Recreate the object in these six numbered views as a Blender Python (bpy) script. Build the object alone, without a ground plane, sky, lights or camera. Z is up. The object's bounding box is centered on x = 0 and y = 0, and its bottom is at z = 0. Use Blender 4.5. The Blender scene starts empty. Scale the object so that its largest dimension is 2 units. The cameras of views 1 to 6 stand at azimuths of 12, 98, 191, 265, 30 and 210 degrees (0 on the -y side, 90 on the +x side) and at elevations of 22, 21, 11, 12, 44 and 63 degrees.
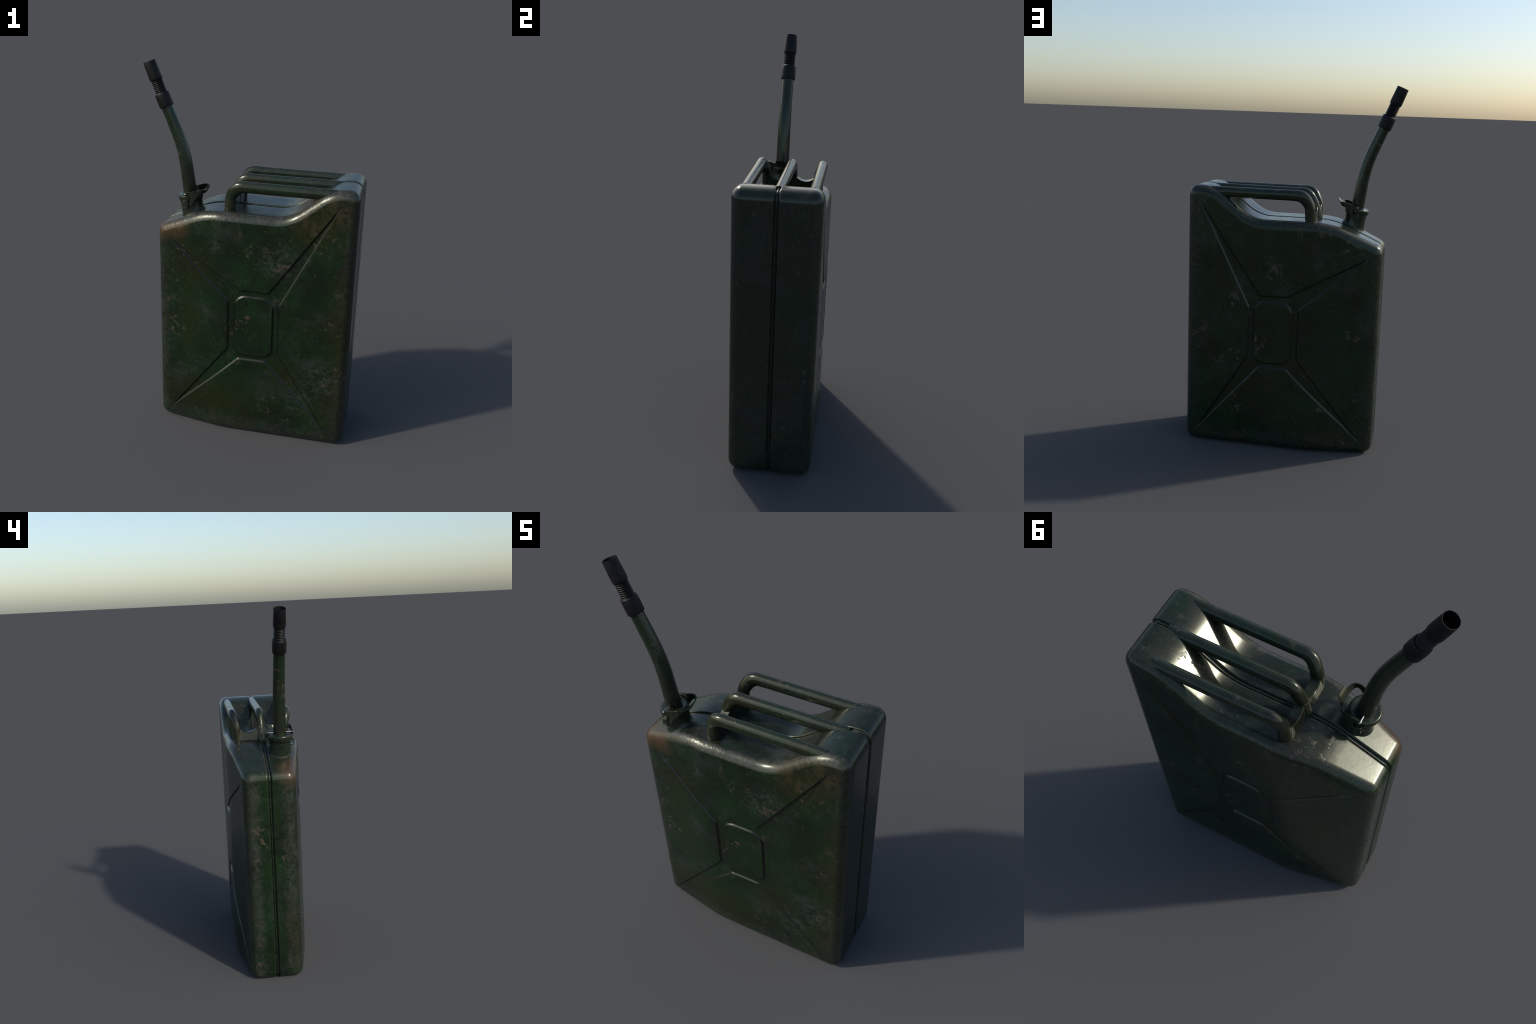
import bpy, bmesh, math
import numpy as np
from mathutils import Vector, Matrix
from mathutils.geometry import delaunay_2d_cdt

# ------------------------------------------------------------------ helpers
def new_obj(name, verts, faces, mat, parent, smooth=True, angle=None, weld=None, slots=None):
    me = bpy.data.meshes.new(name)
    me.from_pydata([tuple(map(float, v)) for v in verts], [], faces)
    if slots is not None: me.polygons.foreach_set("material_index", slots)
    bm = bmesh.new(); bm.from_mesh(me)
    if weld: bmesh.ops.remove_doubles(bm, verts=bm.verts, dist=weld)
    bmesh.ops.recalc_face_normals(bm, faces=bm.faces)
    bm.to_mesh(me); bm.free()
    if smooth:
        me.polygons.foreach_set("use_smooth", [True] * len(me.polygons))
        if angle: me.set_sharp_from_angle(angle=math.radians(angle))
    me.materials.append(mat)
    ob = bpy.data.objects.new(name, me)
    bpy.context.scene.collection.objects.link(ob)
    ob.parent = parent
    return ob

def bevel(ob, width, seg=2, angle=35):
    m = ob.modifiers.new("edge_round", 'BEVEL')
    m.width, m.segments, m.limit_method, m.angle_limit = width, seg, 'ANGLE', math.radians(angle)
    m.harden_normals = False
    return ob

def rounded_polygon(pts, step=math.radians(6), seg=0.03, closed=True):
    """dense points + outward normals of a polygon (x,z,radius), counter-clockwise"""
    n = len(pts); out = []
    P = [np.array(p[:2], float) for p in pts]
    arcs = []
    for i in range(n):
        a, b, c = P[i - 1], P[i], P[(i + 1) % n]
        u, v = (a - b) / np.linalg.norm(a - b), (c - b) / np.linalg.norm(c - b)
        turn = math.pi - math.acos(np.clip(u @ v, -1, 1))
        r = pts[i][2]; t = r * math.tan(turn / 2)
        s, e = b + u * t, b + v * t
        d1, d2 = -u, v
        cross = d1[0] * d2[1] - d1[1] * d2[0]
        n1 = np.array([d1[1], -d1[0]])
        k = max(2, int(math.ceil(turn / step)))
        cen = s - n1 * r if cross > 0 else s + n1 * r
        arc = []
        for j in range(k + 1):
            th = turn * j / k * (1 if cross > 0 else -1)
            nn = np.array([n1[0] * math.cos(th) - n1[1] * math.sin(th), n1[0] * math.sin(th) + n1[1] * math.cos(th)])
            arc.append((cen + nn * r * (1 if cross > 0 else -1), nn))
        arcs.append(arc)
    for i in range(n):
        out += arcs[i]
        p, q = arcs[i][-1][0], arcs[(i + 1) % n][0][0]
        m = int(np.linalg.norm(q - p) / seg)
        for j in range(1, m + 1):
            w = j / (m + 1)
            out.append((p * (1 - w) + q * w, arcs[i][-1][1]))
    return np.array([o[0] for o in out]), np.array([o[1] for o in out])

def fillet_path(pts, radii, step=math.radians(7)):
    P = [np.array(p, float) for p in pts]; out = [P[0]]
    for i in range(1, len(P) - 1):
        a, b, c = P[i - 1], P[i], P[i + 1]
        u, v = (a - b) / np.linalg.norm(a - b), (c - b) / np.linalg.norm(c - b)
        turn = math.pi - math.acos(np.clip(u @ v, -1, 1))
        t = radii[i] * math.tan(turn / 2)
        s, e = b + u * t, b + v * t
        k = max(2, int(math.ceil(turn / step)))
        bis = (u + v) / np.linalg.norm(u + v)
        cen = b + bis * math.hypot(radii[i], t)
        s0, e0 = s - cen, e - cen
        for j in range(k + 1):
            w = j / k
            out.append(cen + (math.sin((1 - w) * turn) * s0 + math.sin(w * turn) * e0) / math.sin(turn))
    out.append(P[-1])
    return out

def densify(path, seg):
    out = [path[0]]
    for p, q in zip(path, path[1:]):
        m = int(np.linalg.norm(q - p) / seg)
        out += [p + (q - p) * j / (m + 1) for j in range(1, m + 1)] + [q]
    return out

def sweep(path, ra, rb, side, n=28, cap=True):
    """elliptical tube: ra across `side`, rb across the other axis; ra/rb may be callables of 0..1"""
    path = [np.array(p, float) for p in path]
    L = np.concatenate([[0], np.cumsum([np.linalg.norm(b - a) for a, b in zip(path, path[1:])])]); L /= L[-1]
    verts, faces = [], []
    for i, p in enumerate(path):
        t = path[min(i + 1, len(path) - 1)] - path[max(i - 1, 0)]; t /= np.linalg.norm(t)
        s = np.array(side, float); s -= t * (s @ t); s /= np.linalg.norm(s)
        o = np.cross(t, s)
        A = ra(L[i]) if callable(ra) else ra; B = rb(L[i]) if callable(rb) else rb
        for k in range(n):
            th = 2 * math.pi * k / n
            verts.append(p + s * A * math.cos(th) + o * B * math.sin(th))
    for i in range(len(path) - 1):
        for k in range(n):
            a, b = i * n + k, i * n + (k + 1) % n
            faces.append((a, b, b + n, a + n))
    if cap:
        faces.append(tuple(range(n - 1, -1, -1)))
        faces.append(tuple((len(path) - 1) * n + k for k in range(n)))
    return verts, faces

def revolve(profile, origin, axis, n=56):
    """profile of (radius, height) along axis from origin; radius 0 closes"""
    o, a = np.array(origin, float), np.array(axis, float); a /= np.linalg.norm(a)
    u = np.array([0, 1.0, 0]); u -= a * (u @ a); u /= np.linalg.norm(u); w = np.cross(a, u)
    verts, faces, rows = [], [], []
    for r, h in profile:
        if r < 1e-6:
            rows.append([len(verts)]); verts.append(o + a * h)
        else:
            rows.append(list(range(len(verts), len(verts) + n)))
            verts += [o + a * h + r * (u * math.cos(2 * math.pi * k / n) + w * math.sin(2 * math.pi * k / n)) for k in range(n)]
    for A, B in zip(rows, rows[1:]):
        for k in range(n):
            k2 = (k + 1) % n
            if len(A) == 1: faces.append((A[0], B[k2], B[k]))
            elif len(B) == 1: faces.append((A[k], A[k2], B[0]))
            else: faces.append((A[k], A[k2], B[k2], B[k]))
    return verts, faces

def prism(outline, axis, lo, hi):
    """outline of 2D points extruded along axis ('y': points are x,z)"""
    n = len(outline); verts = []
    for v in (lo, hi):
        verts += [(p[0], v, p[1]) if axis == 'y' else (v, p[0], p[1]) for p in outline]
    faces = [tuple(range(n)), tuple(range(2 * n - 1, n - 1, -1))]
    faces += [(i, (i + 1) % n, n + (i + 1) % n, n + i) for i in range(n)]
    return verts, faces

# ------------------------------------------------------------------ materials
class Tree:
    def __init__(self, name):
        self.mat = bpy.data.materials.new(name); self.mat.use_nodes = True
        self.t = self.mat.node_tree; self.n = self.t.nodes; self.l = self.t.links
        self.bsdf = self.n["Principled BSDF"]
        self.pos = self.n.new("ShaderNodeTexCoord").outputs["Object"]
    def put(self, sock, v):
        if hasattr(v, "is_output"): self.l.new(v, sock)
        elif isinstance(v, tuple) and len(v) == 3 and sock.type == 'RGBA': sock.default_value = (*v, 1)
        else: sock.default_value = v
    def math(self, op, a, b=0.0, c=0.0, clamp=False):
        m = self.n.new("ShaderNodeMath"); m.operation = op; m.use_clamp = clamp
        for s, v in zip(m.inputs, (a, b, c)): self.put(s, v)
        return m.outputs[0]
    def vmath(self, op, a, b=(0, 0, 0)):
        m = self.n.new("ShaderNodeVectorMath"); m.operation = op
        self.put(m.inputs[0], a); self.put(m.inputs[1], b)
        return m.outputs["Value"] if op in ("LENGTH", "DISTANCE", "DOT_PRODUCT") else m.outputs[0]
    def mapped(self, scale=(1, 1, 1), rot=(0, 0, 0)):
        """turn by rot, then stretch by scale"""
        m = self.n.new("ShaderNodeMapping"); m.vector_type = 'TEXTURE'; self.l.new(self.pos, m.inputs[0])
        m.inputs["Scale"].default_value, m.inputs["Rotation"].default_value = tuple(1 / x for x in scale), rot
        return m.outputs[0]
    def noise(self, scale, detail=3, rough=0.55, vec=None, dist=0.0, seed=0.0):
        m = self.n.new("ShaderNodeTexNoise"); m.noise_dimensions = '4D'
        self.l.new(vec or self.pos, m.inputs["Vector"]); m.inputs["W"].default_value = seed
        m.inputs["Scale"].default_value, m.inputs["Detail"].default_value = scale, detail
        m.inputs["Roughness"].default_value, m.inputs["Distortion"].default_value = rough, dist
        return m.outputs["Fac"]
    def voronoi(self, scale, feature='F1', out="Distance", vec=None, rnd=1.0):
        m = self.n.new("ShaderNodeTexVoronoi"); m.feature = feature
        self.l.new(vec or self.pos, m.inputs["Vector"]); m.inputs["Scale"].default_value = scale
        m.inputs["Randomness"].default_value = rnd
        return m.outputs[out]
    def ramp(self, v, lo, hi, a=0.0, b=1.0):
        m = self.n.new("ShaderNodeMapRange"); m.interpolation_type = 'SMOOTHSTEP'
        self.put(m.inputs[0], v)
        for i, x in zip((1, 2, 3, 4), (lo, hi, a, b)): m.inputs[i].default_value = x
        return m.outputs[0]
    def mix(self, f, a, b, blend='MIX'):
        m = self.n.new("ShaderNodeMix"); m.data_type = 'RGBA'; m.blend_type = blend
        self.put(m.inputs["Factor"], f); self.put(m.inputs["A"], a); self.put(m.inputs["B"], b)
        return m.outputs["Result"]
    def blob(self, centre, radius, soft=1.0, squash=(1, 1, 1)):
        """soft round mask at a place on the object"""
        d = self.vmath('MULTIPLY', self.vmath('SUBTRACT', self.pos, centre), squash)
        return self.ramp(self.vmath('LENGTH', d), radius * (1 - soft), radius, 1.0, 0.0)
    def maximum(self, *v):
        r = v[0]
        for x in v[1:]: r = self.math('MAXIMUM', r, x)
        return r
    def bump(self, h, strength, dist, normal=None):
        m = self.n.new("ShaderNodeBump"); m.inputs["Strength"].default_value, m.inputs["Distance"].default_value = strength, dist
        self.put(m.inputs["Height"], h)
        if normal: self.l.new(normal, m.inputs["Normal"])
        return m.outputs[0]
    def finish(self, **kw):
        for k, v in kw.items(): self.put(self.bsdf.inputs[k.replace("_", " ")], v)
        return self.mat

def worn_paint(name, body=True, crevice=False):
    T = Tree(name)
    sep = T.n.new("ShaderNodeSeparateXYZ"); T.l.new(T.pos, sep.inputs[0]); X, Y, Z = sep.outputs
    geo = T.n.new("ShaderNodeNewGeometry")
    nrm = T.n.new("ShaderNodeSeparateXYZ"); T.l.new(geo.outputs["Normal"], nrm.inputs[0])
    ax, ay, az = (T.math('ABSOLUTE', s) for s in nrm.outputs)
    fine = T.noise(95, 4, .7, seed=1.3)
    grain = T.noise(260, 2, .6, seed=4.1)
    broad = T.noise(4.5, 3, .55, seed=2.0, dist=.4)
    broad2 = T.noise(3.1, 2, .5, seed=7.0, dist=.3)
    mid = T.noise(17, 5, .65, seed=3.3)
    # paint: two greens, olive-brown stain
    col = T.mix(T.ramp(broad, .38, .62), GREEN_DARK, GREEN)
    col = T.mix(T.math('MULTIPLY', T.ramp(broad2, .56, .70), .45), col, OLIVE)
    lift = T.math('MULTIPLY', T.ramp(T.noise(9, 5, .7, seed=11), .47, .66), T.ramp(fine, .42, .62))
    col = T.mix(T.math('MULTIPLY', lift, .75), col, GREEN_BRIGHT)
    # grey film of dust in clouds
    cloud = T.math('MULTIPLY', T.ramp(T.noise(5.2, 3, .6, seed=21), .50, .70), T.ramp(mid, .35, .62))
    col = T.mix(T.math('MULTIPLY', cloud, .6), col, DUST)
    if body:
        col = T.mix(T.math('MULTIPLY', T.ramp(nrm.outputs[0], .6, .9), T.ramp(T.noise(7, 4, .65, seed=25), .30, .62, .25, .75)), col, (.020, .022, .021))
    film = T.math('MULTIPLY', T.ramp(nrm.outputs[2], .4, .8) if body else .75, T.ramp(T.noise(13, 5, .68, seed=27), .34, .64, .15, .8))
    col = T.mix(film, col, T.mix(T.ramp(broad2, .4, .6), (.017, .020, .016), (.022, .020, .014)))
    # grey mottling on ends and rims; curved fillets and shoulders paler
    curved = T.math('MULTIPLY', T.ramp(ay, .10, .30), T.ramp(ay, .975, .90))
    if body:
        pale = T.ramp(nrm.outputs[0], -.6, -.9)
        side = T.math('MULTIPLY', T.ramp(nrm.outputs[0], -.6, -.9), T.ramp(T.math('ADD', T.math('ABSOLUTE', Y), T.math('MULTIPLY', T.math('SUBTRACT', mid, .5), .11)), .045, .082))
        rim_front = T.math('MULTIPLY', T.ramp(ay, .6, .9), T.maximum(
            T.ramp(T.math('SUBTRACT', X, T.math('MULTIPLY', mid, .10)), .40, .50),
            T.ramp(T.math('ADD', X, T.math('MULTIPLY', T.math('SUBTRACT', mid, .5), .14)), -.40, -.47),
            T.math('MULTIPLY', T.ramp(T.math('ADD', Z, T.math('MULTIPLY', T.math('SUBTRACT', mid, .5), .16)), .15, .05), .8)))
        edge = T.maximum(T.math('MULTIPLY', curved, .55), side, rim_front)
    else:
        edge = T.math('MULTIPLY', T.ramp(T.noise(11, 3, .6, seed=31), .45, .65), .55)
    edge_break = T.math('MULTIPLY', edge, T.ramp(T.noise(42, 5, .7, seed=41), .32, .66))
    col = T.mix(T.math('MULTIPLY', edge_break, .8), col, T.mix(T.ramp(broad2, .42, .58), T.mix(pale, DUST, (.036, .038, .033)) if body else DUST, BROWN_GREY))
    if body:
        worn = T.math('MULTIPLY', T.math('MULTIPLY', curved, T.ramp(nrm.outputs[2], .15, .4)), T.ramp(T.noise(48, 5, .75, seed=43), .34, .62))  # paler mottling on the upper fillets, mostly on the -y side
        col = T.mix(T.math('MULTIPLY', worn, T.ramp(nrm.outputs[1], .1, -.1, .02, .42)), col, T.mix(T.ramp(mid, .4, .6), (.075, .078, .074), (.09, .072, .060)))
    # rust and primer chips
    chips = T.ramp(T.noise(26, 6, .62, seed=51, dist=.9), .555, .625)
    area = T.ramp(T.noise(4.0, 2, .5, seed=57), .60, .68)
    if body:
        spots = [((.06, -.2, 1.06), .09), ((.09, -.2, 1.0), .06), ((.40, -.2, 1.17), .10), ((.33, -.2, 1.20), .06),
                 ((-.42, -.15, .70), .10), ((.47, -.2, .72), .08), ((.20, -.2, 1.03), .10), ((.16, -.2, .20), .09), ((-.04, -.2, .47), .07),
                 ((.02, -.2, .73), .05), ((.18, -.2, .80), .05), ((.48, -.2, .42), .12), ((-.49, .05, .82), .09), ((.3, .05, 1.41), .10),
                 ((.08, .2, 1.02), .09), ((.30, .2, .48), .10), ((.31, .2, .84), .07), ((-.22, .2, .28), .08), ((.25, .2, .25), .08),
                 ((-.36, .2, 1.14), .10), ((-.2, .12, 1.26), .12), ((-.2, .15, 1.25), .1)]
        area = T.maximum(area, *(T.blob(c, r, .55) for c, r in spots))
    else:
        area = T.maximum(area, *(T.blob(c, r, .5) for c, r in [((-.40, -.11, 1.62), .07), ((-.39, -.11, 1.57), .05), ((-.46, -.06, 1.66), .07), ((.0, -.153, 1.44), .05), ((.10, .153, 1.44), .04),
                                                                ((-.11, 0, 1.33), .05), ((-.1, -.13, 1.28), .04), ((.05, -.153, 1.40), .03)]))
    rust = T.math('MULTIPLY', chips, area)
    if body:
        corner = T.maximum(T.blob((-.47, -.13, 1.165), .12, .8), T.math('MULTIPLY', T.blob((-.385, -.16, 1.165), .10, .8), .9))
        col = T.mix(T.math('MULTIPLY', corner, T.ramp(mid, .25, .6, .55, 1.0)), col, RUST_DARK)
        stain = T.maximum(T.blob((.36, -.2, 1.24), .22, .8, (1, 1, 1.3)), T.math('MULTIPLY', T.blob((-.2, -.2, .2), .3, .8, (.6, 1, 1.8)), .8),
                          T.math('MULTIPLY', T.blob((-.31, -.2, .65), .22, .8, (2.0, 1, .7)), .7), T.math('MULTIPLY', T.blob((-.3, -.18, .95), .2, .8), .7),
                          T.math('MULTIPLY', T.blob((.22, -.2, .39), .16, .8), .8), T.math('MULTIPLY', T.blob((.5, -.2, .7), .5, .8, (4, 1, 1)), .7))
        col = T.mix(T.math('MULTIPLY', stain, .55), col, OLIVE)
        scuff = T.math('MULTIPLY', T.maximum(T.blob((.18, -.2, 1.05), .15, .7), T.blob((.31, -.2, .25), .12, .7), T.blob((-.16, -.19, 1.1), .07, .8),
                                             T.blob((.42, -.2, .4), .16, .8)), T.ramp(T.noise(34, 6, .7, seed=61, dist=.6), .42, .62))
        col = T.mix(T.math('MULTIPLY', scuff, .42), col, DUST_LIGHT)
        shoulder = T.math('MULTIPLY', T.maximum(T.blob((.34, -.19, 1.28), .15, .8), T.blob((.46, -.19, 1.34), .13, .8)), T.ramp(T.noise(24, 6, .7, seed=65), .40, .60))
        col = T.mix(T.math('MULTIPLY', shoulder, .75), col, (.046, .034, .018))
        # runs below the shoulder
        runs = T.math('MULTIPLY', T.ramp(T.noise(1.0, 4, .6, vec=T.mapped((34, 34, 3.0)), seed=71), .56, .68), T.math('MULTIPLY', T.ramp(Z, 1.02, 1.2), T.ramp(T.noise(5, 2, .5, seed=73), .45, .6)))
        col = T.mix(T.math('MULTIPLY', runs, .5), col, TAN)
    col = T.mix(T.math('MULTIPLY', rust, .8), col, T.mix(fine, RUST, TAN))
    # specks and short scratches
    v = T.n.new("ShaderNodeTexVoronoi"); T.l.new(T.pos, v.inputs["Vector"]); v.inputs["Scale"].default_value = 30
    vc = T.n.new("ShaderNodeSeparateColor"); T.l.new(v.outputs["Color"], vc.inputs[0])
    specks = T.math('MULTIPLY', T.ramp(T.math('ADD', v.outputs["Distance"], T.math('MULTIPLY', T.math('SUBTRACT', fine, .5), .25)), .17, .09), T.ramp(vc.outputs[0], .70, .72))
    col = T.mix(T.math('MULTIPLY', specks, .55), col, DUST_LIGHT)
    for i, (rot, sc) in enumerate([((0, .6, 0), (70, 70, 5)), ((0, -.9, 0), (80, 80, 6)), ((.0, 1.45, 0), (75, 75, 6))]):
        s = T.ramp(T.noise(1.0, 1, .4, vec=T.mapped(sc, rot), seed=81 + i), .735, .76)
        s = T.math('MULTIPLY', s, T.ramp(T.noise(7, 1, .5, seed=91 + i), .52, .58))
        col = T.mix(T.math('MULTIPLY', s, .6), col, DUST_LIGHT)
    col = T.mix(1.0, col, T.mix(T.ramp(grain, .3, .7), (.6, .6, .6), (1.4, 1.4, 1.4)), 'MULTIPLY')
    if crevice: col = T.mix(.9, col, (.0012, .0020, .0016))  # occlusion shade baked into the step walls' base colour
    dull = T.maximum(rust, T.math('MULTIPLY', cloud, .5), T.math('MULTIPLY', edge_break, .35))
    rough = T.math('ADD', T.math('ADD', ROUGH, T.math('MULTIPLY', T.math('SUBTRACT', T.noise(30, 5, .7, seed=111), .5), .22 if body else .10)), T.math('MULTIPLY', dull, .12 if body else .06))
    h = T.math('ADD', T.math('MULTIPLY', T.noise(38, 3, .55, seed=101), 1.0), T.math('MULTIPLY', fine, .25))
    nb = T.bump(h, .05, .003)
    nb = T.bump(rust, .25, .003, nb)
    if body: nb = T.bump(T.math('MULTIPLY', T.noise(55, 4, .6, seed=121), T.math('MULTIPLY', curved, T.ramp(T.noise(6, 2, .5, seed=123), .4, .6))), .35, .006, nb)
    return T.finish(Base_Color=col, Roughness=T.math('ADD', rough, .06) if crevice else rough, Metallic=METAL, Normal=nb, Specular_IOR_Level=.6 if crevice else SPEC, Specular_Tint=(.97, 1.0, .82))

GREEN_DARK, GREEN, GREEN_BRIGHT = (.0052, .0112, .0045), (.0060, .0188, .0060), (.0115, .034, .0120)
OLIVE, DUST, DUST_LIGHT, BROWN_GREY = (.0155, .0145, .0036), (.026, .029, .026), (.056, .060, .054), (.034, .029, .023)
RUST, RUST_DARK, TAN = (.052, .035, .023), (.058, .033, .018), (.074, .056, .042)
ROUGH, METAL, SPEC = .25, .0, .5

PAINT = worn_paint("worn_green_paint")
CREVICE = worn_paint("shade_darkened_crevice_paint", crevice=True)
PAINT_SMALL = worn_paint("worn_green_paint_fittings", body=False)

def rubber():
    T = Tree("black_rubber")
    c = T.mix(T.ramp(T.noise(40, 4, .6), .4, .7), (.004, .004, .004), (.009, .0085, .0085))
    return T.finish(Base_Color=c, Roughness=T.ramp(T.noise(30, 3), .3, .7, .42, .55), Specular_IOR_Level=.25, Normal=T.bump(T.noise(180, 2), .1, .002))
RUBBER = rubber()

def plain_metal(name, colour, rough):
    T = Tree(name)
    c = T.mix(T.noise(120, 3, .6), tuple(x * .7 for x in colour), colour)
    return T.finish(Base_Color=c, Roughness=rough, Metallic=1.0)
STEEL = plain_metal("bare_steel", (.42, .40, .43), .35)

# ------------------------------------------------------------------ the can
root = bpy.data.objects.new("fuel_can", None)
bpy.context.scene.collection.objects.link(root)
root["label"] = "worn dark green steel fuel can with pouring spout and three handles"
root["category"] = "fuel can"

R = 0.04              # fillet between face and rim
RY = 0.046
CREST = [(-.450, .040, .010), (.519, .040, .010), (.519, 1.404, .014), (.436, 1.404, .18), (.219, 1.2345, .25),
         (-.205, 1.2365, .34), (-.450, 1.127, .016)]
KP, KN = rounded_polygon(CREST)

def half_width(x):
    """body is parallel-sided, then tapers toward the spout end"""
    s = 0.02
    t = (-.14 - np.asarray(x, float)) / s
    soft = s * np.where(t > 20, t, np.log1p(np.exp(np.minimum(t, 20))))
    return .2025 - soft * .192

def top_z(x):
    """height of the rim line over x"""
    O = KP + KN * R
    keep = KN[:, 1] > .05
    o = O[keep]; k = np.argsort(o[:, 0])
    return np.interp(x, o[k, 0], o[k, 1])

DEPTH, STEP_W = .0078, .0086
def star(dx):
    pts = dict(TL=(-.443, 1.113), T1=(-.009, .871), T2=(.1325, .868), TR=(.495, 1.389), R1=(.198, .795), R2=(.200, .521),
               BR=(.496, .051), B2=(.130, .460), B1=(-.016, .460), BL=(-.445, .045), L2=(-.080, .526), L1=(-.083, .800))
    order = ["TL", "L1", "L2", "BL", "B1", "B2", "BR", "R2", "R1", "TR", "T2", "T1"]   # counter-clockwise
    return np.array([(pts[k][0] + (0 if k in ("TL", "BL") else dx), pts[k][1]) for k in order])

def inset(poly, d):
    n = len(poly); out = []
    for i in range(n):
        a, b, c = poly[i - 1], poly[i], poly[(i + 1) % n]
        e1, e2 = (b - a) / np.linalg.norm(b - a), (c - b) / np.linalg.norm(c - b)
        n1, n2 = np.array([-e1[1], e1[0]]), np.array([-e2[1], e2[0]])
        m = n1 + n2; m /= np.linalg.norm(m)
        out.append(b + m * d / max(.05, m @ n1))
    return np.array(out)

def resample(loop, seg):
    out = []
    for i in range(len(loop)):
        p, q = loop[i], loop[(i + 1) % len(loop)]
        m = max(1, int(np.linalg.norm(q - p) / seg))
        out += [p + (q - p) * j / m for j in range(m)]
    return np.array(out)

def loop_distance(P, loop):
    d = np.full(len(P), 9.0)
    for i in range(len(loop)):
        a, b = loop[i], loop[(i + 1) % len(loop)]
        ab = b - a; t = np.clip(((P - a) @ ab) / (ab @ ab), 0, 1)
        d = np.minimum(d, np.linalg.norm(P - (a + t[:, None] * ab), axis=1))
    return d

def inside(P, loop):
    r = np.zeros(len(P), bool)
    for i in range(len(loop)):
        a, b = loop[i], loop[(i + 1) % len(loop)]
        c = (a[1] > P[:, 1]) != (b[1] > P[:, 1])
        with np.errstate(divide='ignore', invalid='ignore'):
            xx = (b[0] - a[0]) * (P[:, 1] - a[1]) / (b[1] - a[1]) + a[0]
        r ^= c & (P[:, 0] < xx)
    return r

def round_corners(poly, radii):
    return rounded_polygon([(p[0], p[1], r) for p, r in zip(poly, radii)], step=math.radians(15), seg=9)[0]

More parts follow.
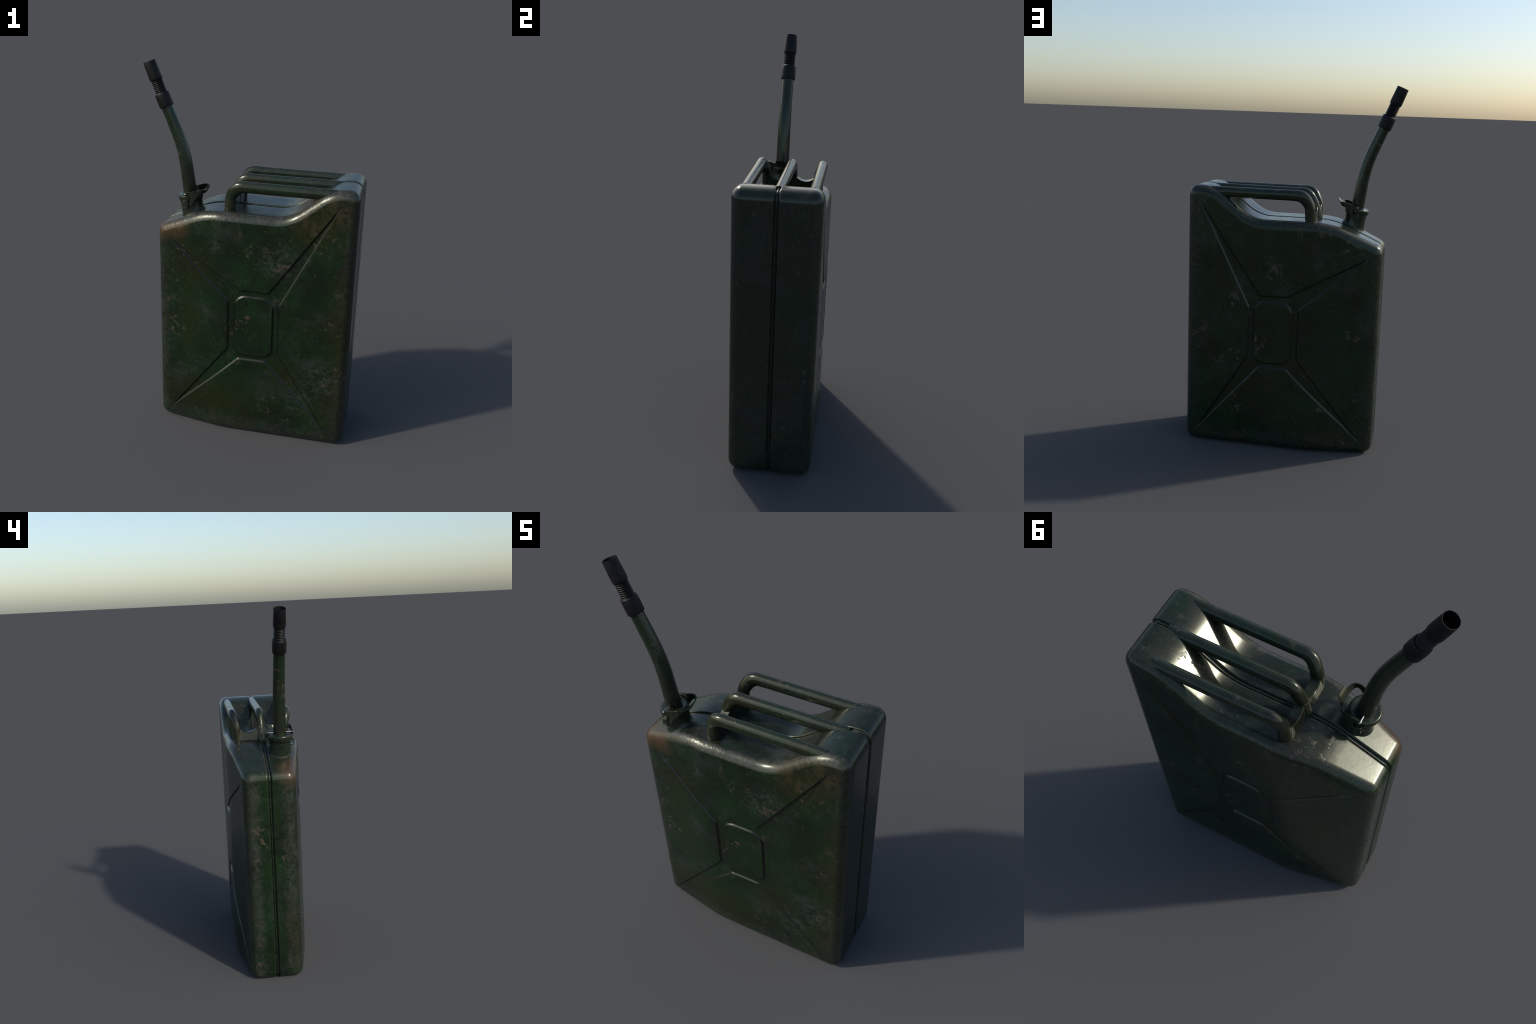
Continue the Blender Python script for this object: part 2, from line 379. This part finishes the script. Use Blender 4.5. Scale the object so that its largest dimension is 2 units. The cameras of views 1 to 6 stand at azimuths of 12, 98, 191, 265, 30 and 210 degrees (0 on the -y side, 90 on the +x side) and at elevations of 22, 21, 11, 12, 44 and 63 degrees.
def shell(sign, dx):
    st = star(dx)
    tips = [(st[i], st[i - 1], st[(i + 1) % 12]) for i in (0, 3, 6, 9)]
    st = round_corners(st, [.0008, .014, .014, .0008, .014, .014, .0008, .014, .014, .0008, .014, .014])
    rect = rounded_polygon([(-.036 + dx, .494, .055), (.160 + dx, .494, .055), (.160 + dx, .829, .055), (-.036 + dx, .829, .055)], step=math.radians(9), seg=9)[0]
    fr = (0, .16, .84, 1.0)
    loops = [resample(inset(st, STEP_W * f), .02) for f in fr]
    loops += [resample(inset(rect, -STEP_W * f), .02) for f in fr]
    # fill points
    gx, gz = np.meshgrid(np.arange(-.46, .53, .017), np.arange(.03, 1.42, .017))
    F = np.stack([gx.ravel() + .0085 * ((np.arange(gx.size) // gx.shape[1]) % 2), gz.ravel()], 1)
    F = F[inside(F, KP) & (loop_distance(F, KP) > .009)]
    for L in (st, inset(st, STEP_W), rect, inset(rect, -STEP_W)): F = F[loop_distance(F, L) > .008]
    zone = inside(F, st) & ~inside(F, inset(rect, -STEP_W)) & (loop_distance(F, st) < STEP_W)
    F = F[~zone]
    verts, edges = [Vector(p) for p in KP], [(i, (i + 1) % len(KP)) for i in range(len(KP))]
    for L in loops:
        o = len(verts); verts += [Vector(p) for p in L]; edges += [(o + i, o + (i + 1) % len(L)) for i in range(len(L))]
    verts += [Vector(p) for p in F]
    for tip, a, b in tips:          # valley line where an arm is narrower than two steps
        ea, eb = (a - tip) / np.linalg.norm(a - tip), (b - tip) / np.linalg.norm(b - tip)
        bis = (ea + eb) / np.linalg.norm(ea + eb)
        reach = STEP_W / math.sqrt((1 - ea @ eb) / 2)
        o = len(verts); k = 14
        verts += [Vector(tip + bis * reach * (.05 + .93 * j / (k - 1))) for j in range(k)]
        edges += [(o + j, o + j + 1) for j in range(k - 1)]
    V, E, FA, *_ = delaunay_2d_cdt(verts, edges, [], 0, 1e-6)
    P = np.array([v[:] for v in V])
    inK = inside(P, KP)
    def level(P):
        d_st, d_re = loop_distance(P, st), loop_distance(P, rect)
        d = np.where(inside(P, st) & ~inside(P, rect), np.minimum(d_st, d_re), 0)
        t = np.clip(d / STEP_W, 0, 1)
        return np.interp(t, fr, (0, .07, .93, 1.0))
    y = half_width(P[:, 0]) - DEPTH * level(P)
    out = [(p[0], sign * yy, p[1]) for p, yy in zip(P, y)]
    faces = []
    cen = np.array([P[list(f)].mean(0) for f in FA])
    ok = inside(cen, KP)
    faces = [tuple(f) for f, k in zip(FA, ok) if k]
    mid = cen[ok]
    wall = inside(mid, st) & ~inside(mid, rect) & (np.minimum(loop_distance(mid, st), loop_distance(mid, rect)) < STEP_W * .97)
    # rim: fillet, wall, shoulder at the seam, groove
    f0 = math.radians(17)
    prof = []
    for j in range(13):
        f = f0 + (math.pi / 2 - f0) * (j / 12) ** 1.15
        prof.append((R * (math.sin(f) - math.sin(f0)) / (1 - math.sin(f0)), lambda Yw, c=(math.cos(f0) - math.cos(f)) / math.cos(f0): Yw - RY * c))
    for w in (.12, .3, .5, .7, .88):
        prof.append((R, lambda Yw, w=w: (Yw - RY) * (1 - w) + 0.0165 * w))
    for j in range(7):
        a = math.pi / 2 * j / 6
        prof.append((R - .0065 * (1 - math.cos(a)), lambda Yw, a=a: .0165 - .0065 * math.sin(a)))
    prof += [(R - .0130, lambda Yw: .0098), (R - .0130, lambda Yw: .001)]
    n = len(KP)
    Yk = half_width(KP[:, 0])
    for d, fn in prof:
        yy = fn(Yk) + 0 * Yk; q = KP + KN * d
        out += [(q[i, 0], sign * yy[i], q[i, 1]) for i in range(n)]
    base = len(P)
    for r in range(len(prof) - 1):
        for i in range(n):
            a, b = base + r * n + i, base + r * n + (i + 1) % n
            faces.append((a, b, b + n, a + n))
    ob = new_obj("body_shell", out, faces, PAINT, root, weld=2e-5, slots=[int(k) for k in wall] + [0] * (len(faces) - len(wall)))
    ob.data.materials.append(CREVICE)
    m = ob.modifiers.new("flat_faces", 'WEIGHTED_NORMAL'); m.mode, m.weight, m.keep_sharp = 'FACE_AREA', 100, True
    return ob

shell(-1, -.0115)
shell(1, .0115)

# weld bead in the seam groove
bead = []
prof = [(R - .0145, .0040), (R - .0100, .0036), (R - .0082, .0025), (R - .0077, 0), (R - .0082, -.0025), (R - .0100, -.0036), (R - .0145, -.0040)]
for d, yy in prof: bead += [(q[0], yy, q[1]) for q in KP + KN * d]
nK = len(KP)
new_obj("seam_bead", bead, [(r * nK + i, r * nK + (i + 1) % nK, (r + 1) * nK + (i + 1) % nK, (r + 1) * nK + i) for r in range(len(prof) - 1) for i in range(nK)], PAINT, root)

# ------------------------------------------------------------------ handles
def handle(y_top, y_foot, foot_x, end_x, end_z):
    path = fillet_path([(foot_x - .004, y_foot, 1.225), (-.097, y_foot, 1.352), (-.062, y_top, 1.4105), (end_x, y_top, end_z)],
                       [0, .062, .058, 0])
    pts = densify(path, .03)
    L = np.concatenate([[0], np.cumsum([np.linalg.norm(b - a) for a, b in zip(pts, pts[1:])])]); L /= L[-1]
    mid = L[int(np.argmin([np.linalg.norm(p - np.array([-.062, y_top, 1.4105])) for p in pts]))]
    v, f = sweep(pts, .0245, lambda t: .0288 + .0035 * math.exp(-((t - mid) / .05) ** 2), (0, 1, 0), n=32)
    return new_obj("handle", v, f, PAINT_SMALL, root, angle=50)
handle(-.153, -.132, -.100, .444, 1.4105)
handle(0, 0, -.128, .468, 1.4135)
handle(.153, .132, -.100, .444, 1.4105)

# saddle-topped bracket plates that tie the handle feet together
for s in (1, -1):
    N = 15; verts, faces = [], []
    for i in range(N):
        t = i / (N - 1); y = s * (.004 + .126 * t)
        zt = 1.318 + .040 * abs(2 * t - 1) ** 2.2
        for x0, z in ((-.137, 1.24), (-.137 + (zt - 1.24) * .17, zt), (-.080, zt + .001), (-.080, 1.24)):
            verts.append((x0, y, z))
    for i in range(N - 1):
        for k in range(4): faces.append((i * 4 + k, i * 4 + (k + 1) % 4, i * 4 + 4 + (k + 1) % 4, i * 4 + 4 + k))
    faces += [(0, 1, 2, 3), tuple((N - 1) * 4 + k for k in (3, 2, 1, 0))]
    bevel(new_obj("handle_bracket", verts, faces, PAINT_SMALL, root, angle=40), .003, 2)

# ------------------------------------------------------------------ neck
CY = -.0815
axis = np.array([-.15, 0, .9887]); axis /= np.linalg.norm(axis)
origin = np.array([-.3262, CY, 1.3365])
u = np.array([0, 1.0, 0]); w = np.cross(axis, u)
def neck():
    n = 64; rows = []
    def ring(r, h): return [origin + axis * h + r * (u * math.cos(2 * math.pi * k / n) + w * math.sin(2 * math.pi * k / n)) for k in range(n)]
    foot, flare, flare2 = [], [], []
    for k in range(n):
        c = u * math.cos(2 * math.pi * k / n) + w * math.sin(2 * math.pi * k / n)
        fl = .005 + .011 * max(0, c[0]) ** 2
        def land(r, lift):
            h = -.1
            for _ in range(40):
                p = origin + axis * h + r * c
                h -= (p[2] - top_z(p[0]) - lift) / axis[2]
            return origin + axis * h + r * c
        foot.append(land(.0568 + fl, -.004)); flare.append(land(.0568 + fl * .35, fl * .6)); flare2.append(land(.0568, fl * 1.9))
    rows = [foot, flare, flare2]
    for r, h in [(.0570, -.042), (.0575, -.0345), (.0610, -.0325), (.0635, -.029), (.0645, -.024), (.0645, -.0095), (.0636, -.005), (.0610, -.0012), (.0575, 0), (.0535, .0002), (.0490, -.0003), (.0455, -.0010), (.0360, -.0014), (.0200, -.0014)]:
        rows.append(ring(r, h))
    verts = [p for r in rows for p in r]
    faces = [(i * n + k, i * n + (k + 1) % n, (i + 1) * n + (k + 1) % n, (i + 1) * n + k) for i in range(len(rows) - 1) for k in range(n)]
    new_obj("neck", verts, faces, PAINT_SMALL, root)
neck()
# ------------------------------------------------------------------ spout
lower0 = origin - axis * .02
bend = (-.3585, CY, 1.565)
up = np.array([-.378, 0, .9258]); up /= np.linalg.norm(up)
sl0 = np.array([-.4462, CY, 1.771])
path = fillet_path([lower0, bend, sl0 + up * .01], [0, .75, 0], step=math.radians(.8))
rad = lambda t: .0352 - .0056 * t
v, f = sweep(densify(path, .02), rad, rad, (0, 1, 0), n=40)
new_obj("spout_tube", v, f, PAINT_SMALL, root, angle=50)

v, f = revolve([(.026, .003), (.0350, .000), (.0366, .0025), (.0372, .010), (.0372, .045), (.0364, .066), (.0350, .0705), (.0325, .0725), (.0300, .0710), (.0270, .064)], sl0, up, n=48)
new_obj("spout_collar", v, f, RUBBER, root, angle=60)
coil = [(.0255, .060)]
for i in range(9):
    h = .0685 + i * .0084
    for a in range(7):
        th = math.pi * a / 6
        coil.append((.0262 + .0034 * math.sin(th), h + .0078 * (a / 6)))
coil.append((.0255, .148))
v, f = revolve(coil, sl0, up, n=44)
new_obj("spout_bellows", v, f, RUBBER, root, angle=75)
noz = [(.0260, .146), (.0262, .1385), (.0290, .1365), (.0318, .1395), (.0330, .146), (.0332, .160), (.0323, .195), (.0315, .2335), (.0312, .2345), (.0300, .2345), (.0296, .2335), (.0285, .195), (.0275, .150), (0, .150)]
v, f = revolve(noz, sl0, up, n=48)
new_obj("spout_nozzle", v, f, RUBBER, root, angle=60)

# ------------------------------------------------------------------ locking lever, hinge pin, lugs
verts, faces = [], []
def add(vf):
    o = len(verts); verts.extend(vf[0]); faces.extend(tuple(i + o for i in q) for q in vf[1])
# columns of the strip: plan offset, top x, top z, bottom x, bottom z
col_half = [(.0678, -.3425, 1.3455, -.3425, 1.3385), (.0678, -.3385, 1.3505, -.3395, 1.3345), (.0678, -.3300, 1.3525, -.3310, 1.3320),
            (.0678, -.3200, 1.3545, -.3205, 1.3310), (.0678, -.3125, 1.3565, -.3135, 1.3295), (.0678, -.3085, 1.3575, -.3090, 1.3200), (.0678, -.3055, 1.3585, -.3115, 1.3095),
            (.0678, -.3030, 1.3590, -.3190, 1.2975), (.0678, -.3000, 1.3600, -.3175, 1.2895), (.0678, -.2960, 1.3610, -.3095, 1.2860), (.0678, -.2920, 1.3625, -.3005, 1.2895),
            (.0678, -.2860, 1.3645, -.2900, 1.3080), (.0678, -.2760, 1.3672, -.2775, 1.3290), (.0675, -.2660, 1.3698, -.2662, 1.3420), (.0655, -.2580, 1.3716, -.2580, 1.3478),
            (.0610, -.2510, 1.3722, -.2510, 1.3475), (.0545, -.2455, 1.3718, -.2455, 1.3490), (.0440, -.2410, 1.3705, -.2410, 1.3495), (.0300, -.2375, 1.3685, -.2375, 1.3490),
            (.0200, -.2360, 1.3672, -.2360, 1.3485), (.0100, -.2352, 1.3665, -.2352, 1.3480), (0, -.2350, 1.3664, -.2350, 1.3480)]
cols = col_half + [(-c[0], *c[1:]) for c in col_half[-2::-1]]
NR, th = 6, .0023
for i, c in enumerate(cols):
    p, q = cols[max(i - 1, 0)], cols[min(i + 1, len(cols) - 1)]
    t = np.array([q[1] - p[1], q[0] - p[0]]); t /= np.linalg.norm(t); nn = np.array([t[1], -t[0]]) * th
    if abs(c[0]) > .0677: nn = np.array([0, th * np.sign(c[0])])
    lean = .005 * min(1, max(0, (c[1] + .262) / .02))
    for sgn in (1, -1):
        for r in range(NR):
            f = r / (NR - 1)
            verts.append((c[1] + (c[3] - c[1]) * f + sgn * nn[0] + lean * (1 - 2 * f), CY + c[0] + sgn * nn[1], c[2] + (c[4] - c[2]) * f))
W = 2 * NR
for i in range(len(cols) - 1):
    A, B = i * W, (i + 1) * W
    for r in range(NR - 1):
        faces += [(A + r, A + r + 1, B + r + 1, B + r), (A + NR + r, B + NR + r, B + NR + r + 1, A + NR + r + 1)]
    faces += [(A, B, B + NR, A + NR), (A + NR - 1, A + W - 1, B + W - 1, B + NR - 1)]
for A in (0, (len(cols) - 1) * W):
    faces += [(A + r, A + r + 1, A + NR + r + 1, A + NR + r) for r in range(NR - 1)]
# thumb lip
o = len(verts); rows = [(-.2325, 1.3645, .0225), (-.2285, 1.3705, .0265), (-.2235, 1.3768, .0260), (-.2180, 1.3825, .0205)]
for x, z, hw in rows:
    for yy in (-hw, -hw * .5, 0, hw * .5, hw): verts.append((x, CY + yy, z))
    for yy in (-hw, -hw * .5, 0, hw * .5, hw): verts.append((x - .0032, CY + yy, z + .0034))
for r in range(len(rows) - 1):
    for k in range(4):
        a = o + r * 10 + k; faces.append((a, a + 1, a + 11, a + 10)); faces.append((a + 5, a + 15, a + 16, a + 6))
    for k in (0, 4):
        a = o + r * 10 + k; faces.append((a, a + 10, a + 15, a + 5))
a = o + (len(rows) - 1) * 10
for k in range(4): faces.append((a + k, a + k + 1, a + k + 6, a + k + 5)); faces.append((o + k, o + k + 5, o + k + 6, o + k + 1))
bevel(new_obj("locking_lever", verts, faces, PAINT_SMALL, root, angle=40), .0012, 2, 50)

pin = [(0, -.0745), (.0045, -.0735), (.0062, -.0705), (.0058, -.0680), (.0032, -.0672), (.0032, .0672), (.0058, .0680), (.0062, .0705), (.0045, .0735), (0, .0745)]
def turned_y(profile, centre, n=24):
    c = np.array(centre); rows, vs, fs = [], [], []
    for r, h in profile:
        rows.append(list(range(len(vs), len(vs) + n)))
        vs += [c + np.array([r * math.cos(2 * math.pi * k / n), h, r * math.sin(2 * math.pi * k / n)]) for k in range(n)]
    for A, B in zip(rows, rows[1:]): fs += [(A[k], A[(k + 1) % n], B[(k + 1) % n], B[k]) for k in range(n)]
    return vs, fs
v, f = turned_y([(max(r, .0002), h) for r, h in pin], (-.3326, CY, 1.3428))
new_obj("hinge_pin", v, f, STEEL, root, angle=50)

for s in (1, -1):
    verts, faces = [], []
    def box(x0, x1, y0, y1, z0, z1):
        y0, y1 = sorted((CY + s * y0, CY + s * y1))
        add(([(x, y, z) for x in (x0, x1) for y in (y0, y1) for z in (z0, z1)],
             [(0, 1, 3, 2), (4, 6, 7, 5), (0, 4, 5, 1), (2, 3, 7, 6), (0, 2, 6, 4), (1, 5, 7, 3)]))
    box(-.342, -.318, .052, .0755, 1.3065, 1.3110)
    box(-.342, -.318, .0720, .0750, 1.277, 1.3067)
    box(-.3415, -.3185, .050, .0752, 1.2725, 1.2772)
    bevel(new_obj("lever_lug", verts, faces, PAINT_SMALL, root, angle=30), .0012, 2)
    yc = CY + s * .0665
    path = [(-.352, yc, 1.2985), (-.350, yc, 1.2983), (-.345, yc, 1.298), (-.322, yc, 1.297), (-.312, yc, 1.296)]
    v, f = sweep(path, .004, .004, (0, 1, 0), n=14)
    new_obj("lug_pin", v, f, PAINT_SMALL, root, angle=50)
